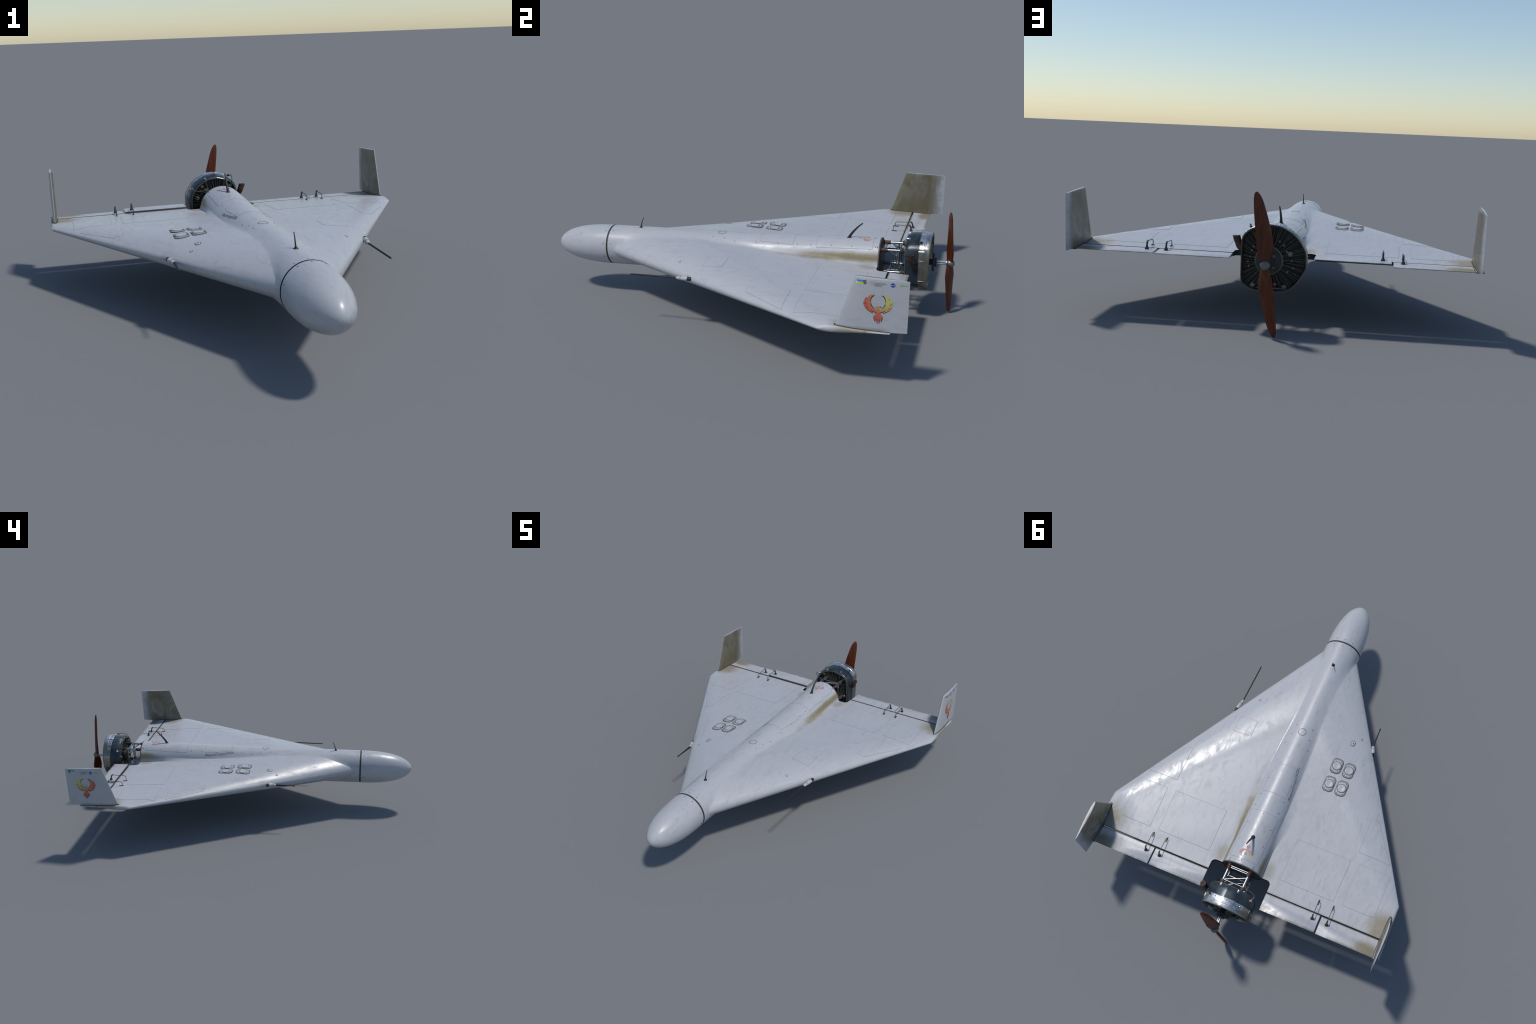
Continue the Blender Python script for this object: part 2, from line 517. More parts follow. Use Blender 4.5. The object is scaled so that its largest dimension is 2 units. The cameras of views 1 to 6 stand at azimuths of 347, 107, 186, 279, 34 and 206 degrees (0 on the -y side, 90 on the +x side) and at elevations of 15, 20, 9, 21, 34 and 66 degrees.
# ------------------------------------------------------------------ elevons
LIFT = {(1, 0): 0, (1, 1): 0, (-1, 0): .0065, (-1, 1): 0}
def elevon(x0, x1, side, deflect, lift):
    hy, prof = .7260, [(-.0035, 0), (-.0022, .0042), (.0006, .0056), (.006, .0060), (.030, .0047), (.060, .0028), (.0880, .0011)]
    loop = [(a, b) for a, b in prof] + [(a, -b) for a, b in prof[:0:-1]]
    rings = []
    for x in (x0, x0+.0008, x1-.0008, x1):
        k = .82 if x in (x0, x1) else 1
        rings.append([(x, hy + a*math.cos(deflect) - b*k*math.sin(deflect),
                       ZC + .0012 + lift + b*k*math.cos(deflect) + a*math.sin(deflect)) for a, b in loop])
    if side < 0: rings = [[(-p[0], p[1], p[2]) for p in r] for r in rings]
    g = Geo(); g.rings(rings); ob = g.make("elevon", [M_ELEV, M_GAP], angle=30)
    for p in ob.data.polygons: p.material_index = 1 if p.center.y < hy + .0002 and abs(p.normal.x) < .5 else 0  # hinge-gap darkness put into the colour of the front faces
    return ob
DEFL = {(1, 0): -.02, (1, 1): .0, (-1, 0): .05, (-1, 1): -.01}
for side in (1, -1):
    elevon(.1585, .4425, side, DEFL[side, 0], LIFT[side, 0])
    elevon(.4505, .7425, side, DEFL[side, 1], LIFT[side, 1])

# control horns with push rods
def horn(x, side, k):
    a = DEFL[side, k]; by = .7535; z0 = ZC + .0055 + LIFT[side, k] + .0245*math.sin(a)
    e = empty("control_linkage")
    path = bezier([(x, by, z0), (x, by-.0005, z0+.008), (x, by-.002, z0+.018), (x, by-.006, z0+.028), (x, by-.013, z0+.0315)], 5)
    n = len(path)
    rad = [lerp(.0088, .0036, smooth(0, .45, i/(n-1))) for i in range(n)]
    Geo().tube(path, rad, 12).make("control_horn", M_HORN, e, 60)
    Geo().lathe([(0, .0098), (.0018, .0098), (.003, .0080)], (x, by, z0-.0018), 'z', 16).make("horn_base", M_BLACK, e)
    zf = top(x, .658)
    rod = bezier([(x, by-.010, z0+.0312), (x, .715, z0+.0295), (x, .676, z0+.0285), (x, .6665, z0+.0255),
                  (x, .6630, z0+.0185), (x, .6625, zf+.006), (x, .6625, zf-.001)], 5)
    Geo().tube(rod, .0016, 8).make("push_rod", M_HORN, e, 60)
    Geo().box((x, .667, zf+.0002), (.006, .026, .0022)).make("rod_slot_plate", M_BLACK, e)  # raised black plate standing in for a slot; the skin is uncut
for side in (1, -1):
    horn(side*.4110, side, 0); horn(side*.4860, side, 1)

# ------------------------------------------------------------------ winglets
def naca(s): return 10*(.2969*math.sqrt(s) - .126*s - .3516*s*s + .2843*s**3 - .1016*s**4)
WX = .758
def wl_front(z): return lerp(.5985, .6820, clamp((z - .2515)/(.475-.2515), -.1, 1.05))
def wl_rear(z): return lerp(.8810, .8890, clamp((z - .2515)/(.464-.2515), -.1, 1.05))
def wl_half(y, z):
    f, r = wl_front(z), wl_rear(z); s = clamp((y-f)/(r-f))
    return lerp(.0098, .0086, (z-.25)/.22) * naca(s) + .0006
def winglet(side):
    ss = [(i/28)**1.7 for i in range(29)]
    rings = []
    for v in [0, .02] + [.1*i for i in range(1, 10)] + [.97, .992, 1.0]:
        ring = []
        k = 1.0 if v < .98 else (.93 if v < .995 else .80)
        for sgn, seq in ((1, ss), (-1, ss[::-1][1:-1])):
            for s in seq:
                z1 = lerp(.4755, .4640, s); z = lerp(.2515, z1, v)
                f, r = wl_front(z), wl_rear(z); y = lerp(f, r, s)
                ring.append((side*(WX + sgn*k*wl_half(y, z)), y, z))
        rings.append(ring)
    g = Geo(); g.rings(rings); ob = g.make("winglet", M_WLET[side], angle=40)
    # dark sealant bead round the foot
    b = Geo(); loop = []
    for sgn, seq in ((1, ss), (-1, ss[::-1][1:-1])):
        for s in seq:
            if lerp(.5985, .881, s) > .8165: continue
            y = lerp(.5985, .8810, s)
            loop.append((side*(WX + sgn*(wl_half(y, .2545) + .0006)), y, sgn, s))
    for sg in (1, -1):
        pts = [(p[0], p[1], ZC + wing_h(p[0], p[1]) + .0008) for p in sorted([q for q in loop if q[2] == sg], key=lambda q: q[1])]
        b.tube(pts, .0019, 6)
    b.make("winglet_sealant", M_GAP, ob, 80)
    return ob
WL = {1: winglet(1), -1: winglet(-1)}

# ------------------------------------------------------------------ printed marks on curved surfaces
def print_mesh(name, polys, mat, place, parent, cuts_u=None, cuts_v=None):
    """polys: list of 2D outlines; place(u, v) -> 3D point on the surface"""
    bm = bmesh.new()
    for poly in polys:
        tri = tessellate_polygon([[Vector((p[0], p[1], 0)) for p in poly]])
        vs = [bm.verts.new((p[0], p[1], 0)) for p in poly]
        for t in tri:
            try: bm.faces.new([vs[i] for i in t])
            except ValueError: pass
    finish_print(bm, name, mat, place, parent, cuts_u, cuts_v)

def finish_print(bm, name, mat, place, parent, cuts_u, cuts_v):
    for axis, step in ((0, cuts_u), (1, cuts_v)):
        if not step: continue
        lo = min(v.co[axis] for v in bm.verts); hi = max(v.co[axis] for v in bm.verts)
        t = math.ceil(lo/step)*step
        while t < hi:
            no = Vector((1, 0, 0)) if axis == 0 else Vector((0, 1, 0))
            bmesh.ops.bisect_plane(bm, geom=bm.verts[:]+bm.edges[:]+bm.faces[:], plane_co=no*t, plane_no=no)
            t += step
    bmesh.ops.triangulate(bm, faces=bm.faces[:])
    for v in bm.verts: v.co = place(v.co.x, v.co.y)
    me = bpy.data.meshes.new(name); bm.to_mesh(me); bm.free()
    me.shade_smooth(); me.materials.append(mat)
    return link(bpy.data.objects.new(name, me), parent)

def text_mesh(name, body, size, mat, place, parent, shear=0.0, width=None, bold=0.0, cuts_u=.006):
    cu = bpy.data.curves.new(name, 'FONT'); cu.body = body; cu.size = size; cu.shear = shear
    cu.offset = bold; cu.resolution_u = 3
    ob = bpy.data.objects.new(name, cu); bpy.context.scene.collection.objects.link(ob)
    dg = bpy.context.evaluated_depsgraph_get(); me = bpy.data.meshes.new_from_object(ob.evaluated_get(dg))
    bm = bmesh.new(); bm.from_mesh(me)
    bpy.data.objects.remove(ob); bpy.data.meshes.remove(me); bpy.data.curves.remove(cu)
    x0 = min(v.co.x for v in bm.verts); x1 = max(v.co.x for v in bm.verts)
    k = width/(x1-x0) if width else 1.0
    for v in bm.verts: v.co.x = (v.co.x - x0)*k; v.co.z = 0
    return finish_print(bm, name, mat, place, parent, cuts_u, None)

def on_winglet(side, lift):
    """u along +y, v = z"""
    return lambda y, z: Vector((side*(WX + wl_half(y, z) + lift), y, z))

# fire-bird emblem, half outlines in units of 1/340 of its half width, (outward, up)
WING = [(45, 82), (100, 128), (152, 198), (175, 280), (163, 350), (125, 402), (75, 430), (150, 424), (208, 396),
        (238, 345), (244, 300), (236, 262), (262, 372), (302, 328), (320, 272), (312, 246), (333, 260), (338, 212),
        (320, 162), (288, 128), (306, 132), (282, 98), (236, 66), (180, 36), (108, 6), (168, 66), (60, 22), (0, 0), (0, 84)]
TAIL = [(0, 4), (46, 2), (72, -32), (100, -66), (98, -98), (84, -142), (58, -196), (54, -160), (40, -128), (30, -168), (14, -246), (0, -150)]
HEAD = [(0, 60), (45, 82), (30, 112), (32, 140), (66, 152), (20, 160), (-20, 168), (-92, 168), (-34, 146), (-30, 112), (-45, 82)]
SLITS = [[(318, 240), (282, 222), (240, 190), (288, 210)], [(306, 160), (262, 128), (196, 108), (258, 116)],
         [(165, 232), (152, 196), (100, 132), (62, 104), (112, 128), (162, 182)], [(160, 58), (92, 40), (52, 20), (58, 8), (100, 30)]]
def emblem(name, centre, su, sv, place, lower, parent, mat, flip=1, cut=.006):
    def tr(pts, m, du=0, dv=0):
        return [(centre[0] + flip*su*(m*p[0]+du)/340, centre[1] + sv*(p[1]+dv)/340) for p in pts]
    sh = [tr(WING, 1, -12, -20), tr(WING, -1, 12, -20), tr(TAIL, 1, 8, -16), tr(TAIL, -1, -8, -16), tr(HEAD, -1, 0, -20)]
    print_mesh(name+"_shadow", sh, M_SHADOW, lower, parent, cut, cut)
    body = [tr(WING, 1), tr(WING, -1), tr(TAIL, 1), tr(TAIL, -1), tr(HEAD, -1)]
    print_mesh(name, body, mat, place, parent, cut, cut)
    return [tr(s, m) for s in SLITS for m in (1, -1)]

def circle(c, r, n=28, a0=0.0, a1=TAU):
    return [(c[0]+r*math.cos(lerp(a0, a1, i/n)), c[1]+r*math.sin(lerp(a0, a1, i/n))) for i in range(n)]
def frame(u0, v0, u1, v1, w):
    return [[(u0, v0), (u1, v0), (u1, v0+w), (u0, v0+w)], [(u0, v1-w), (u1, v1-w), (u1, v1), (u0, v1)],
            [(u0, v0+w), (u0+w, v0+w), (u0+w, v1-w), (u0, v1-w)], [(u1-w, v0+w), (u1, v0+w), (u1, v1-w), (u1-w, v1-w)]]

for side in (1, -1):
    par = WL[side]; L1, L2, L3 = on_winglet(side, .0003), on_winglet(side, .0006), on_winglet(side, .0009)
    cz = .3305 if side > 0 else .3375; cy = .7715 if side > 0 else .7755
    sl = emblem("firebird_emblem", (cy, cz), .0570, .0605, L2, L1, par, fire("fire_gradient", (side*.768, cy+.030, cz+.058)))
    print_mesh("emblem_feather_lines", sl, M_SHADOW, L3, par, .006)
    # row of small marks along the top; s runs in reading direction seen from outside
    base = (lambda s: .6886 + s) if side > 0 else (lambda s: .8735 - s)
    dz = (lambda s: -.030*s) if side > 0 else (lambda s: .012*s - .006)
    def P(lay, s0=0.0, z0=0.0):
        return lambda u, v: lay(base(s0+u), z0 + v + dz(s0+u))
    ZT = .4605
    if side > 0: fl0, sh0 = 0.0, .0268
    else: fl0, sh0 = .0165, .0035
    print_mesh("flag_stripe", [[(0, 0), (.0275, 0), (.0270, .0068), (.0015, .0070)]], M_BLUE, P(L1, fl0, ZT-.0045), par, .006)
    print_mesh("flag_stripe", [[(0, 0), (.0275, 0), (.0275, .0062), (0, .0062)]], M_YEL, P(L1, fl0, ZT-.0115), par, .006)
    shield = [(-.0058, .0072), (0, .0082), (.0058, .0072), (.0055, -.0025), (.003, -.0065), (0, -.0085), (-.003, -.0065), (-.0055, -.0025)]
    print_mesh("shield_badge", [shield], M_SHIELD, P(L2, sh0+.0058, ZT-.0050), par, .006)
    print_mesh("shield_device", [[(x*.62, y*.62) for x, y in shield]], M_INK, P(L3, sh0+.0058, ZT-.0050), par)
    t0 = .052 if side > 0 else .058
    print_mesh("text_frame", frame(0, 0, .0125, .0085, .0004) + frame(.0125, 0, .0630, .0085, .0004)
               + frame(.0125, -.0085, .0470, .0, .0004), M_INK, P(L1, t0, ZT-.0105), par, .006)
    text_mesh("foundation_text", "ПОВЕРНИСЬ", .0062, M_INK, P(L1, t0+.0170, ZT-.0088), par, width=.040, bold=.00012)
    text_mesh("foundation_text", "ЖИВИМ", .0062, M_INK, P(L1, t0+.0170, ZT-.0172), par, width=.0255, bold=.00012)
    c0 = .1375 if side > 0 else .1310
    print_mesh("round_badge", [circle((0, 0), .0088)], M_NAVY, P(L1, c0, ZT-.0090), par, .004)
    text_mesh("badge_text", "NASA", .0050, M_LTXT, P(L2, c0-.0068, ZT-.0108), par, width=.0136, bold=.00010)
    print_mesh("badge_swoosh", [[(-.0075, -.0045), (.0035, .0018), (.0112, .0048), (.0040, .0032)]], M_RED, P(L3, c0, ZT-.0090), par, .004)
    g0 = .1620 if side > 0 else .1495
    text_mesh("green_script", "Zhlavec", .0098, M_GREEN, P(L1, g0, ZT-.0100), par, shear=.35, width=.0325, bold=.00022)
    print_mesh("green_underline", [[(-.001, -.0010), (.012, .0014), (.012, .0024), (.0005, .0012)]], M_GREEN, P(L2, g0, ZT-.0115), par, .006)

# lettering along the left side of the fuselage
def side_x(y, z):
    lo, hi = .0, half_span(y)
    for _ in range(30):
        m = (lo+hi)/2
        if top(m, y) > z: lo = m
        else: hi = m
    return lo
def on_side(u, v):
    y = .2600 - u; z = .3075 + .105*u + v
    x = side_x(y, z); e = 1e-3
    n = Vector((-1, 0, (side_x(y, z)-side_x(y, z+e))/e*1.0)).normalized()
    return Vector((-x, y, z)) + n*.0007
text_mesh("side_lettering", "Reconquista", .0170, M_INK, on_side, fuselage, shear=.25, width=.176, bold=.0001, cuts_u=.01)

# fire-bird on the spine, tail forward
on_spine = lambda lift: (lambda x, y: Vector((x, y, top(x, y) + lift)))
# (outline up direction is +y here, so the tail points to the nose)
print_sl = emblem("spine_emblem", (0.0, .5800), .0330, .0360, on_spine(.0007), on_spine(.0004), fuselage,
                  fire("fire_gradient_spine", (-.018, .624, .357), .060, .38), flip=1, cut=.006)

# ------------------------------------------------------------------ access panels with seams
def patch(c, off, grow, skirt):
    """c: four plan corners (front inner, front outer, rear outer, rear inner)"""
    C = [Vector(p) for p in c]; m = sum(C, Vector((0, 0)))/4
    n = 20; V = []; F = []
    edges = []
    C2 = []
    for i in range(4):     # offset outline by grow
        p0, p1, p2 = C[i-1], C[i], C[(i+1) % 4]
        d1 = (p1-p0).normalized(); d2 = (p2-p1).normalized()
        n1 = Vector((d1.y, -d1.x)); n2 = Vector((d2.y, -d2.x))
        if n1.dot(p1-m) < 0: n1 = -n1
        if n2.dot(p1-m) < 0: n2 = -n2
        b = (n1+n2); b = b / max(b.dot(n1), .2)
        C2.append(p1 + b*grow)
    for i in range(n+1):
        for j in range(n+1):
            a, b = i/n, j/n
            p = (C2[0]*(1-b) + C2[1]*b)*(1-a) + (C2[3]*(1-b) + C2[2]*b)*a
            V.append((p.x, p.y, top(p.x, p.y) + off))
    for i in range(n):
        for j in range(n):
            F.append((i*(n+1)+j, i*(n+1)+j+1, (i+1)*(n+1)+j+1, (i+1)*(n+1)+j))
    rim = [j for j in range(n+1)] + [(i+1)*(n+1)+n for i in range(n)] + [n*(n+1)+n-1-j for j in range(n)] + [(n-1-i)*(n+1) for i in range(n-1)]
    k = len(V)
    for q in rim:
        v = V[q]; V.append((v[0] + 0.0, v[1], v[2] - skirt))
    for a in range(len(rim)):
        b = (a+1) % len(rim); F.append((rim[a], rim[b], k+b, k+a))
    return V, F
def panel(c):
    v, f = patch(c, .00065, 0, .0012); ob = make("access_panel", v, f, M_BODY, None, 40)
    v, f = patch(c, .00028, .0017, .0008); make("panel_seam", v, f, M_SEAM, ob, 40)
panel([(.246, -.092), (.343, -.092), (.343, -.001), (.246, -.001)])
for s in (1, -1):
    panel([(s*.500, .171), (s*.536, .171), (s*.662, .361), (s*.500, .361)])
    panel([(s*.195, .417), (s*.478, .417), (s*.472, .636), (s*.193, .636)])
    panel([(s*.526, .418), (s*.685, .418), (s*.683, .636), (s*.521, .636)])
panel([(-.054, .097), (.054, .097), (.065, .259), (-.065, .259)])
panel([(-.071, .372), (.071, .372), (.071, .634), (-.071, .634)])

# ------------------------------------------------------------------ fittings on the skin
def normal_at(x, y):
    e = 1.5e-3
    return Vector((-(top(x+e, y)-top(x-e, y))/(2*e), -(top(x, y+e)-top(x, y-e))/(2*e), 1)).normalized()
def seat(x, y, lift=0.0):
    """matrix that stands an object up on the skin at plan position x, y"""
    n = normal_at(x, y)
    M = n.to_track_quat('Z', 'Y').to_matrix().to_4x4()
    yv = Vector((0, 1, 0)); yv = (yv - n*n.dot(yv)).normalized(); xv = yv.cross(n)
    M = Matrix(((xv.x, yv.x, n.x, x), (xv.y, yv.y, n.y, y), (xv.z, yv.z, n.z, top(x, y)), (0, 0, 0, 1)))
    M.translation += n*lift
    return M

def rounded(w, l, r, n=6):
    out = []
    for cx, cy, a0 in ((w/2-r, l/2-r, 0), (-w/2+r, l/2-r, .25), (-w/2+r, -l/2+r, .5), (w/2-r, -l/2+r, .75)):
        for i in range(n+1):
            a = TAU*(a0 + .25*i/n); out.append((cx + r*math.cos(a), cy + r*math.sin(a)))
    return out
def stack(levels):
    """levels: (width, length, corner radius, z)"""
    g = Geo(); g.rings([[(x, y, z) for x, y in rounded(w, l, r)] for w, l, r, z in levels]); return g

# four antenna covers in a square
proto = None
for cx in (-.2310, -.2980):
    for cy in (-.0165, .0870):
        M = seat(cx, cy)
        if proto is None:
            ob = stack([(.0520, .0780, .018, -.004), (.0520, .0780, .018, .0012), (.0400, .0640, .0130, .0026), (.0380, .062, .012, .0027)]).make("antenna_cover", [M_BEVEL, M_NOSE], angle=30)
            for p in ob.data.polygons: p.material_index = 1 if abs(p.center.z-.0027) < 2e-4 else 0
            proto = ob
            base = stack([(.0580, .0845, .0205, -.004), (.0580, .0845, .0205, .0007), (.0555, .0815, .0195, .0010)]).make("cover_outline", M_COVERSHADE, ob)  # dark outline painting in the shading at the cover's foot
            dome = Geo().lathe([(.001, .0215), (.0042, .0212), (.0050, .0200), (.0052, .0180), (.0052, .0130), (.0048, .0115), (.0048, .0001)], axis='z', seg=36).make("cover_disc", M_NOSE, ob, 30)
            ring = Geo().lathe([(.001, .0244), (.0031, .0244), (.0033, .0212)], axis='z', seg=36, caps=False).make("disc_outline", M_COVERSHADE, ob)  # dark ring painting in the shading round the disc
            kids = [base, dome, ring]
            for sx in (-1, 1):
                for sy in (-1, 1):
                    s = Geo().lathe([(.001, .0021), (.0030, .0021), (.0034, .0014)], (sx*.0150, sy*.0270, 0), 'z', 10).make("cover_screw", M_SCREW, ob)
                    kids.append(s)
            ob.matrix_world = M
        else:
            ob = proto.copy(); link(ob); ob.matrix_world = M
            for k in kids:
                c = k.copy(); bpy.context.scene.collection.objects.link(c); c.parent = ob

# oval port, round ports, spine filler ring
def put(ob, x, y, lift=0.0): ob.matrix_world = seat(x, y, lift); return ob
o = put(stack([(.0235, .0325, .011, -.003), (.0235, .0325, .011, .0008), (.0215, .0305, .010, .0014)]).make("oval_port", M_DARKEDGE), -.2610, -.170)
stack([(.0190, .0275, .009, 0), (.0175, .0265, .0085, .0016), (.0150, .0240, .0075, .0022)]).make("port_lid", M_NOSE, o)
Geo().lathe([(0, .0035), (.0030, .0035), (.0033, .0025)], axis='z', seg=14).make("port_plug", M_DULL, o)
for x, y in ((-.2940, -.216), (.2900, -.223)):
    o = put(Geo().lathe([(-.002, .0068), (.0006, .0068), (.0009, .0060)], axis='z', seg=22).make("round_port", M_DARKEDGE), x, y)
    Geo().lathe([(0, .0048), (.0011, .0048), (.0014, .0040)], axis='z', seg=20).make("port_lid", M_NOSE, o)
def skin_ring(name, x, y, r0, r1, lift, mat):
    g = Geo(); n = 40
    def rg(r, l): return [(x+r*math.cos(TAU*i/n), y+r*math.sin(TAU*i/n), top(x+r*math.cos(TAU*i/n), y+r*math.sin(TAU*i/n))+l) for i in range(n)]
    g.rings([rg(r0, -.001), rg(r0, lift), rg(r1, lift), rg(r1, -.001)], cap0=False, cap1=False)
    return g.make(name, mat, angle=50)
skin_ring("filler_ring", 0.0, -.111, .0185, .0208, .0006, M_DARKEDGE)
skin_ring("spine_port_ring", 0.0, .606, .0035, .0058, .0012, M_DARKEDGE)

# screws: along both sides of the spine, round the nose joint
sc = Geo().lathe([(-.0008, .0027), (.0005, .0027), (.0008, .0018)], axis='z', seg=10).make("screw", M_SCREW)
first = True
def screw(M):
    global first
    if first: sc.matrix_world = M; first = False
    else:
        c = sc.copy(); link(c); c.matrix_world = M
for y in (-.03, .078, .185, .280, .345, .442, .538, .648):
    for s in (1, -1): screw(seat(s*.0625, y))
for y, x in ((.643, .004), (.381, .004), (-.145, .045), (-.145, -.045), (-.085, .05), (-.085, -.05)): screw(seat(x, y))
for a in (20, 62, 90, 118, 160, 200, 340):
    for y in (-.7145, -.6765):
        r = .0978; t = math.radians(a)
        n = Vector((math.cos(t), 0, math.sin(t)))
        M = n.to_track_quat('Z', 'Y').to_matrix().to_4x4(); M.translation = Vector((0, y, ZC)) + n*r
        screw(M)

# blade antennas on the spine
def mast(y, path, rad, base_r):
    z = top(0, y)
    e = Geo().lathe([(-.003, base_r), (.0012, base_r), (.0035, base_r*.62), (.006, base_r*.5)], (0, y, z), 'z', 18).make("antenna_mast", M_BLACK)
    Geo().tube(bezier(path, 6), [lerp(rad[0], rad[1], (i/(6*(len(path)-1)))**.7) for i in range(6*(len(path)-1)+1)], 10).make("antenna_whip", M_BLACK, e, 60)
mast(-.542, [(0, -.542, .348), (0, -.5385, .362), (0, -.532, .382), (0, -.523, .4005)], (.0036, .0015), .0088)
mast(.515, [(0, .515, .356), (0, .522, .370), (0, .540, .393), (.001, .560, .414), (.002, .579, .4300)], (.0078, .0027), .0105)

# probes on the leading edges
def probe(side, rear, front, tip, r_rod, ball):
    R, Fp, T = Vector(rear), Vector(front), Vector(tip)
    d = (Fp-R); prof = [(-.06, .0060), (.0, .0088), (.22, .0102), (.60, .0094), (.62, .0086), (.65, .0090), (.88, .0070), (1.0, .0046)]
    e = Geo().tube([R + d*t for t, r in prof], [r for t, r in prof], 16).make("probe_pod", M_NOSE, None, 40)
    q = (T-Fp)
    Geo().tube([Fp-q*.02, Fp+q*.05, T-q.normalized()*.014, T-q.normalized()*.013, T-q.normalized()*.003, T],
               [r_rod[0]*1.1, r_rod[0], r_rod[1], ball*.9, ball, ball*.6], 12).make("probe_rod", M_BLACK, e)
    Geo().tube([R - d*.16, R + d*.10], [.0085, .0098], 14).make("probe_socket", M_BLACK, e)
    Geo().tube([R + d*.61, R + d*.64], [.0097, .0097], 14).make("probe_band", M_DARKEDGE, e)
probe(1, (.3940, -.1420, .2550), (.3838, -.2075, .2525), (.3786, -.4353, .2520), (.0036, .0033), .0032)
probe(-1, (-.3715, -.1730, .2550), (-.3578, -.2206, .2528), (-.3571, -.3314, .2514), (.0052, .0026), .0040)

# ------------------------------------------------------------------ engine
engine = empty("engine")
OUT = [(.1005, .182), (.1015, .250), (.1010, .325), (.0930, .352), (.0720, .3715), (.0470, .3830), (.0100, .3925), (-.0050, .3935),
       (-.0440, .3885), (-.0830, .3680), (-.1120, .3400), (-.1350, .3000), (-.1385, .2650), (-.1360, .2310), (-.1000, .1740),
       (-.0600, .1480), (.0300, .1470), (.0640, .1500), (.0860, .1640)]
CX, CZ = -.010, .2640
def outline(k, y, tilt=0.0, n=5, dx=0.0):
    pts = []
    m = len(OUT)
    for i in range(m):
        p0, p1, p2, p3 = (Vector(OUT[(i+q) % m]) for q in (-1, 0, 1, 2))
        for j in range(n):
            t = j/n
            c = .5*((2*p1) + (p2-p0)*t + (2*p0-5*p1+4*p2-p3)*t*t + (3*p1-p0-3*p2+p3)*t**3)
            p = lerp(p1.lerp(p2, t), c, .75)
            x, z = CX + dx + (p.x-CX)*k, CZ + (p.y-CZ)*k
            pts.append(Vector((x, y + tilt*(z-CZ), z)))
    return pts
def edge_radius(a, k=1.0):
    """distance from the shaft axis to the cowl outline in direction a"""
    best = .1; d = Vector((math.cos(a), math.sin(a)))
    P = [Vector((p.x, p.z)) for p in outline(k, 0)]
    o = Vector((0, .2595))
    for i in range(len(P)):
        p, q = P[i]-o, P[(i+1) % len(P)]-o
        e = q-p; den = d.x*e.y - d.y*e.x
        if abs(den) < 1e-9: continue
        t = (p.x*e.y - p.y*e.x)/den; s = (p.x*d.y - p.y*d.x)/den
        if t > 0 and 0 <= s <= 1: best = t
    return best

g = Geo()
g.rings([outline(k, y, t, dx=d) for k, y, t, d in ((.845, .801, 0, .003), (.865, .7875, 0, .003), (.885, .7860, 0, .003), (.925, .7895, 0, .003), (.955, .799, 0, .002), (.972, .815, 0, 0),
                                   (.978, .846, .02, 0))], cap0=False, cap1=False)
band = g.make("front_cowl_band", M_COWL, engine, 50)
g = Geo()
g.rings([outline(.868, .7868, 0, dx=.003), outline(.868, .7842, 0, dx=.003), outline(.893, .7842, 0, dx=.003), outline(.893, .7880, 0, dx=.003)], cap0=False, cap1=False)
g.make("cowl_lip", M_DARKEDGE, band)
g = Geo()
g.rings([outline(k, y, t) for k, y, t in ((.970, .8455, .02), (.992, .8460, .02), (1.0, .8490, .025), (1.0, .866, .04), (1.012, .8675, .045), (1.012, .8715, .045),
                                          (1.0, .873, .05), (1.0, .8865, .06), (.992, .8905, .06), (.968, .8905, .06), (.955, .8860, .06), (.950, .868, .03))], cap0=False, cap1=False)
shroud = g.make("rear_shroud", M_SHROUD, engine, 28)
g = Geo()
g.rings([outline(.972, .8903, .06), outline(.972, .8920, .06), outline(.996, .8920, .06), outline(.998, .8890, .06)], cap0=False, cap1=False)
g.make("shroud_rim", M_DARKEDGE, shroud)
# straps and rivets across the shroud
def outline_at(a, k, y):
    r = edge_radius(a, k); return Vector((r*math.cos(a), y, .2595 + r*math.sin(a)))
g = Geo()
for deg in (40, 62, 88, 112, 134, 156, 182, 215, 250, 290, 330, 5, 20):
    a = math.radians(deg); p = outline_at(a, 1.0, .860); rot = Matrix.Rotation(-a, 3, 'Y')
    g.box(p, (.005, .026, .0045), rot)
g.make("shroud_strap", M_SHROUD, shroud)["kind"] = "stuff"
rv = Geo().lathe([(-.002, .0030), (.0012, .0030), (.0026, .0016)], axis='z', seg=12).make("shroud_rivet", M_CHROME, shroud)
for i, deg in enumerate((48, 54, 72, 79, 97, 104, 122, 128, 145, 165, 172)):
    a = math.radians(deg); p = outline_at(a, 1.0, .859)
    n = Vector((math.cos(a), 0, math.sin(a))); M = n.to_track_quat('Z', 'Y').to_matrix().to_4x4(); M.translation = p
    if i == 0: rv.matrix_world = M
    else:
        c = rv.copy(); bpy.context.scene.collection.objects.link(c); c.parent = shroud; c.matrix_world = M

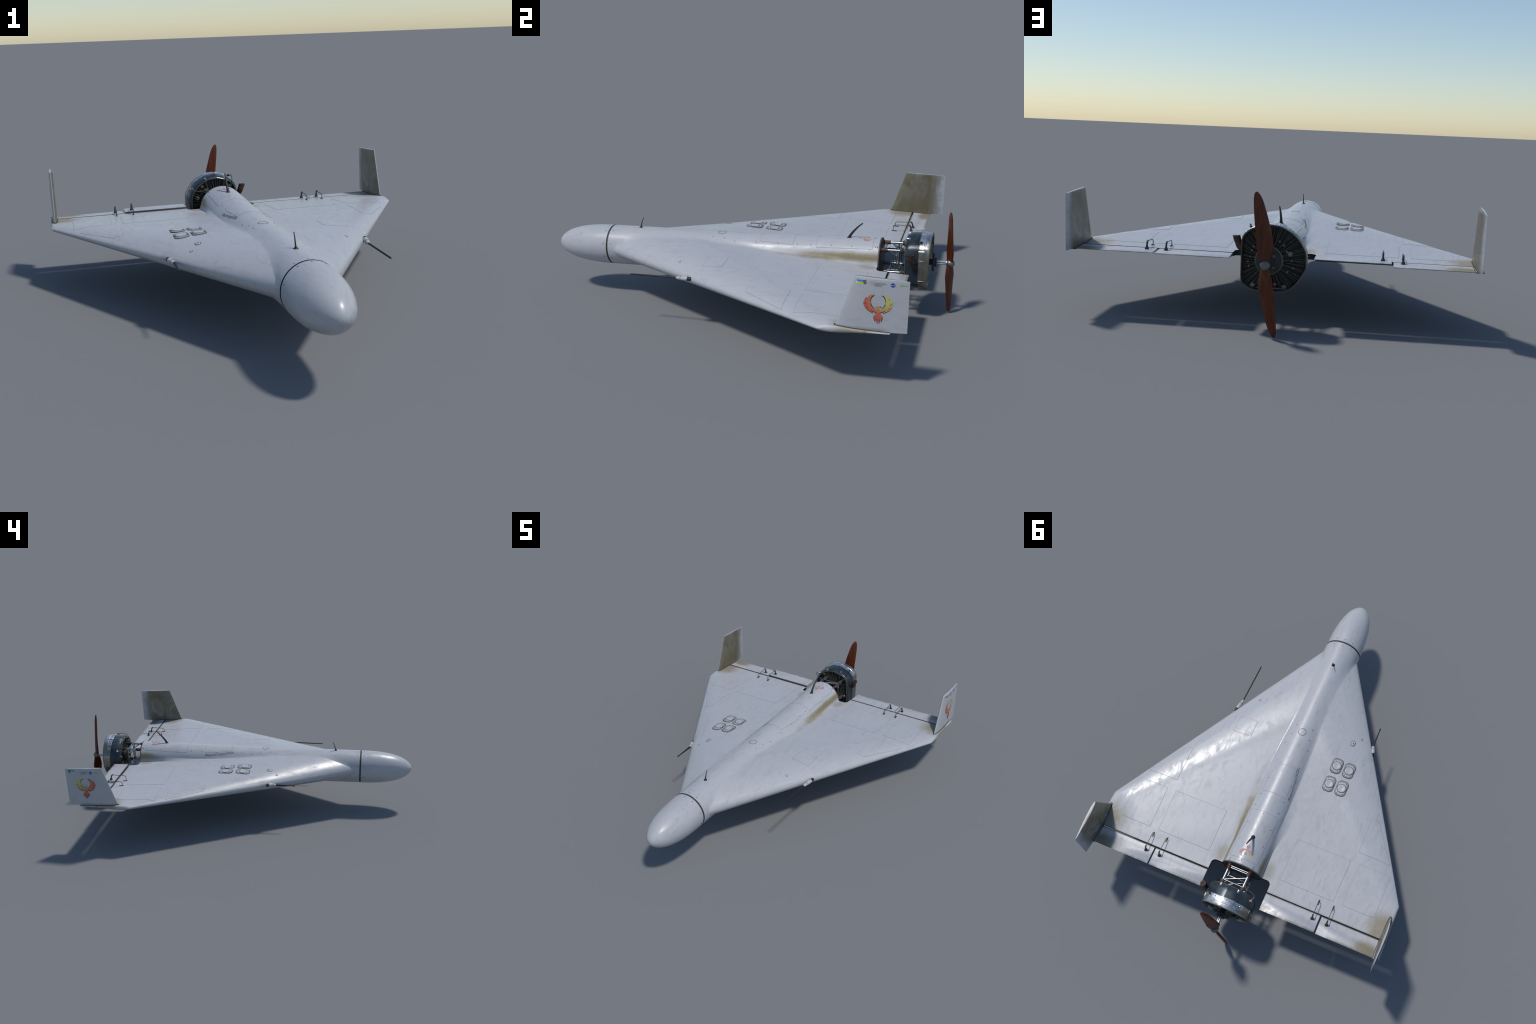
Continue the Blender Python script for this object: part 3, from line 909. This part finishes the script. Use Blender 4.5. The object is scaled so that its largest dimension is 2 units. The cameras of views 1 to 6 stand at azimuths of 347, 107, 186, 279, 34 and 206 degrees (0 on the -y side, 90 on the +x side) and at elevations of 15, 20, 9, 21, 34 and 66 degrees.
# finned core, front and rear faces
g = Geo()
g.rings([outline(k, y, t, dx=d) for k, y, t, d in ((.70, .7980, 0, .003), (.845, .7985, 0, .003), (.85, .805, 0, .002), (.945, .858, .03, 0), (.945, .8660, .06, 0))])
core = g.make("engine_core", M_RUBBER, engine, 40)
g = Geo()
NR = 58
for i in range(NR):
    a = TAU*(i + .3*math.sin(i*2.3))/NR
    r1 = edge_radius(a, .950) - .001
    r0 = .052 if i % 3 else .060
    bend = .0
    rm = (r0+r1)/2
    y = .8680 + .06*(rm*math.sin(a))
    rot = Matrix.Rotation(-a, 3, 'Y') @ Matrix.Rotation(.0, 3, 'X')
    g.box((rm*math.cos(a), y, .2595 + rm*math.sin(a)), (r1-r0, .006, .0017), rot)
    if i % 4 == 1:      # forked rib
        a2 = a + .045; rr = lerp(r0, r1, .62)
        g.tube([(rr*math.cos(a), y+.002, .2595+rr*math.sin(a)), ((rr+.012)*math.cos(a2), y+.002, .2595+(rr+.012)*math.sin(a2)),
                (r1*math.cos(a2), y+.002, .2595+r1*math.sin(a2))], .0011, 6)
g.make("rear_cooling_fin", M_FIN, core)["kind"] = "stuff"
g = Geo()
for i in range(54):
    a = TAU*(i+.2*math.sin(i*1.7))/54
    r1 = edge_radius(a, .82); r0 = .040; rm = (r0+r1)/2
    rot = Matrix.Rotation(-a, 3, 'Y')
    g.box((.003+rm*math.cos(a), .7960, .2595 + rm*math.sin(a)), (r1-r0, .006, .0017 if i % 3 else .0030), rot)
g.make("front_cooling_fin", M_FIN, core)["kind"] = "stuff"
# bolts on the rear face
bolt = None
for deg, f, s in ((152, .66, 1), (171, .72, .9), (186, .80, 1), (198, .76, 1), (28, .55, 1), (48, .60, 1), (63, .62, 1), (330, .62, 1), (345, .70, 1), (2, .62, .9),
                  (238, .93, 1.9), (301, .93, 1.9), (20, .60, 2.0), (258, .88, 1.2), (285, .82, 1.3), (275, .66, 1.2), (120, .70, 1), (140, .62, 1)):
    a = math.radians(180-deg); r = edge_radius(a, .95)*f
    p = Vector((r*math.cos(a), 0.8700 + .06*r*math.sin(a), .2595 + r*math.sin(a)))
    if bolt is None:
        bolt = Geo().lathe([(-.004, .0050), (.0030, .0050), (.0050, .0034), (.0052, .0001)], axis='y', seg=14).make("case_bolt", M_DULL, core); ob = bolt
    else:
        ob = bolt.copy(); bpy.context.scene.collection.objects.link(ob); ob.parent = core
    ob.location = p; ob.scale = (s, 1, s)
g = Geo()
g.tube([(-.062, .872, .157), (.040, .872, .157)], .0042, 8)
g.make("drain_rail", M_DULL, core)
# plug bosses on the front face
for x, z in ((-.068, .343), (.066, .340), (.072, .222), (-.092, .285), (-.080, .226), (.0, .206)):
    Geo().lathe([(0, .0105), (-.006, .0105), (-.0105, .0070), (-.0135, .0068)], (x, .798, z), 'y', 16).make("plug_boss", M_DULL, core)
for x, z in ((.041, .380), (-.049, .3765)):
    Geo().lathe([(.788, .0045), (.800, .0062), (.806, .0040)], (x, 0, z), 'y', 14).make("lifting_lug", M_CHROME, engine)
    Geo().tube([(x, .787, z-.004), (x*.80, .7900, .318)], .0020, 8).make("lug_stay", M_DULL, engine)

# crank flange, pulley, drive shaft
Geo().lathe([(.862, .053), (.878, .053), (.880, .050), (.880, .046), (.876, .045)], (0, 0, .2595), 'y', 40).make("crank_flange", M_FIN, engine)
pul = Geo().lathe([(.872, .0135), (.9025, .0135), (.9025, .0420), (.9045, .0432), (.9065, .0412), (.9085, .0432), (.9110, .0420), (.9110, .020),
             (.9150, .0195), (.9160, .0215), (.9200, .0215), (.9210, .0120)], (0, 0, .2600), 'y', 40).make("pulley", M_BULK, engine, 30)
for k in range(4):
    a = TAU*(k+.5)/4
    Geo().lathe([(.909, .0050), (.9122, .0050), (.9126, .0030)], (.029*math.cos(a), 0, .260+.029*math.sin(a)), 'y', 14).make("pulley_bolt", M_DULL, pul)
sh = Geo()
for k in range(4):
    a = TAU*(k+.5)/4
    sh.tube([(.0058*math.cos(a), .915, .2600+.0058*math.sin(a)), (.0058*math.cos(a), .972, .2600+.0058*math.sin(a))], .0040, 10)
sh.lathe([(.962, .0115), (.970, .0125)], (0, 0, .260), 'y', 20)
sh.make("drive_shaft", M_STEEL, engine)

# propeller
prop = empty("propeller")
Geo().lathe([(.9660, .0130), (.9690, .0165), (.9760, .0182), (.9880, .0182), (.9935, .0165), (.9965, .0135), (.9975, .0080), (1.0, .0072), (1.0, .0001)],
            (0, 0, .2582), 'y', 32).make("propeller_hub", M_DULL, prop, 40)
_bw = curve([(.012, .030), (.030, .040), (.067, .0565), (.120, .0535), (.173, .0450), (.227, .0315), (.243, .0225), (.2520, .0140), (.2560, .0070), (.2570, .002)])
_bx = curve([(.0, .0), (.067, .0030), (.120, .0110), (.173, .0215), (.227, .0325), (.258, .0405)])
_bt = curve([(.01, .80), (.05, .62), (.12, .46), (.258, .38)])
_bh = curve([(.01, .0100), (.05, .0085), (.15, .0082), (.22, .0078), (.248, .0050), (.258, .0018)])
def blade(flip):
    rings = []; n = 22
    for i in range(49):
        r = .012 + (.2570-.012)*(1-(1-i/48)**1.3)
        w, x0, sl, h = _bw(r), _bx(r), _bt(r), _bh(r)
        ring = []
        for k in range(n):
            a = TAU*k/n; c = .5*w*math.cos(a); t = h*math.sin(a)*(1 - .25*math.cos(a))
            q = math.atan(sl)
            # chord seen from behind keeps its planform width
            p = Vector((x0 + c - t*math.sin(q)*.5, .9795 + c*sl + t*math.cos(q), r))
            if flip: p = Vector((-p.x, p.y, -p.z))
            ring.append(p + Vector((0, 0, .2574)))
        rings.append(ring)
    return Geo().rings(rings).make("propeller_blade", M_WOOD, prop, 60)
blade(False); blade(True)

# ------------------------------------------------------------------ engine mount: tube frame
mount = empty("engine_mount")
UP, LO = .3245, .2205; XU, XL = .0525, .0570
corner = [(-XU, UP), (XU, UP), (-XL, LO), (XL, LO)]
for x, z in corner:
    Geo().tube([(x, .668, z), (x, .772, z)], .0058, 14).make("mount_tube", M_STEEL, mount)
    Geo().lathe([(.672, .0090), (.7010, .0090), (.7025, .0065)], (x, 0, z), 'y', 16).make("tube_collar", M_RUST if z > .3 else M_DULL, mount)
    Geo().lathe([(.657, .0185), (.664, .0165), (.675, .0095)], (x, 0, z), 'y', 18).make("foot_flange", M_RUST, mount)
    Geo().lathe([(.7585, .0085), (.7600, .0110), (.7700, .0112), (.7760, .0085), (.799, .0085)], (x, 0, z), 'y', 18).make("mount_bush", M_BUSH, mount)
def strut(a, b, r=.0033):
    return Geo().tube([a, b], r, 10).make("frame_strut", M_STEEL, mount)
strut((-XU, .681, UP), (XU, .681, UP)); strut((-XU, .689, UP-.003), (XU, .689, UP-.003))
strut((XU, .757, UP), (-XU, .709, UP)); strut((XU, .757, UP), (-XU, .757, UP-.002))
strut((-XL, .752, LO), (XL, .752, LO)); strut((XL, .757, LO), (-XL, .700, LO)); strut((-XL, .705, LO), (XL, .705, LO))
for s in (1, -1):
    strut((s*XU, .752, UP), (s*XL, .752, LO)); strut((s*(XU-.004), .742, UP), (s*(XL-.006), .742, LO), .0026)
    strut((s*XU, .706, UP), (s*.054, .744, UP-.026), .0028); strut((s*.054, .744, UP-.026), (s*XU, .757, UP), .0028)
    strut((s*XL, .700, LO), (s*.057, .728, LO+.022), .0026); strut((s*.057, .728, LO+.022), (s*XL, .752, LO), .0026)
    strut((s*XL, .700, LO+.010), (s*XL, .752, LO+.010), .0030)

# exhaust, hooks, cables
ex = Geo().tube(bezier([(.088, .832, .2965), (.104, .827, .2940), (.1165, .821, .2985), (.1225, .817, .3110), (.1275, .8165, .3240), (.1310, .8165, .3350)], 5),
                [lerp(.0120, .0142, i/25) for i in range(26)], 18, caps=True).make("exhaust_pipe", M_RUST, engine, 50)
Geo().lathe([(0, .0145), (.0022, .0149), (.0030, .0135), (.0030, .0098), (.0028, .0001)], (0, 0, 0), 'z', 20).make("exhaust_mouth", M_RUST, ex).location = (.1312, .8165, .3340)
Geo().lathe([(.0059, .0096), (.0062, .0001)], (.1312, .8165, .3315), 'z', 20).make("exhaust_bore_disc", M_RUBBER, ex)  # black disc laid on the closed mouth in place of an open bore
Geo().lathe([(.098, .0190), (.1030, .0185), (.1040, .0140)], (0, .829, .2955), 'x', 22).make("exhaust_flange", M_COWL, ex)
bt = Geo().tube(bezier([(.058, .858, .362), (.069, .858, .3745), (.0745, .853, .3785), (.076, .846, .3770)], 5), [.0048]*5+[.0040]*11, 12).make("plug_boot", M_BLACK, engine, 60)
Geo().tube(bezier([(.076, .846, .377), (.081, .825, .383), (.080, .800, .376), (.075, .780, .352), (.062, .768, .330)], 6), .0016, 8).make("ignition_cable", M_BLACK, engine, 60)
bt = Geo().tube(bezier([(-.098, .812, .324), (-.110, .808, .331), (-.1200, .801, .334)], 5), [.0062]*11, 14).make("plug_boot", M_CHROME, engine, 60)
Geo().lathe([(0, .0036), (.001, .0036)], (-.1145, .805, .3385), 'z', 12).make("boot_cap", M_RED, bt)
for dz in (.0, .006):
    Geo().tube(bezier([(-.119, .801, .333+dz), (-.122, .780, .333+dz), (-.100, .765, .327), (-.070, .758, .322+dz), (-.052, .735, .319+dz), (-.050, .690, .327)], 6), .0014, 8).make("ignition_cable", M_DULL, engine, 60)
Geo().tube(bezier([(.048, .775, .325), (.060, .772, .316), (.085, .780, .312), (.101, .800, .318)], 6), .0014, 8).make("ignition_cable", M_BLACK, engine, 60)
Geo().tube(bezier([(-.072, .800, .250), (-.066, .784, .262), (-.066, .784, .290), (-.074, .800, .305)], 6), .0055, 12).make("intake_pipe", M_RUBBER, engine, 60)
Geo().lathe([(.800, .030), (.790, .030), (.785, .026), (.785, .001)], (0, 0, .262), 'y', 28).make("crankcase_cover", M_RUBBER, core)
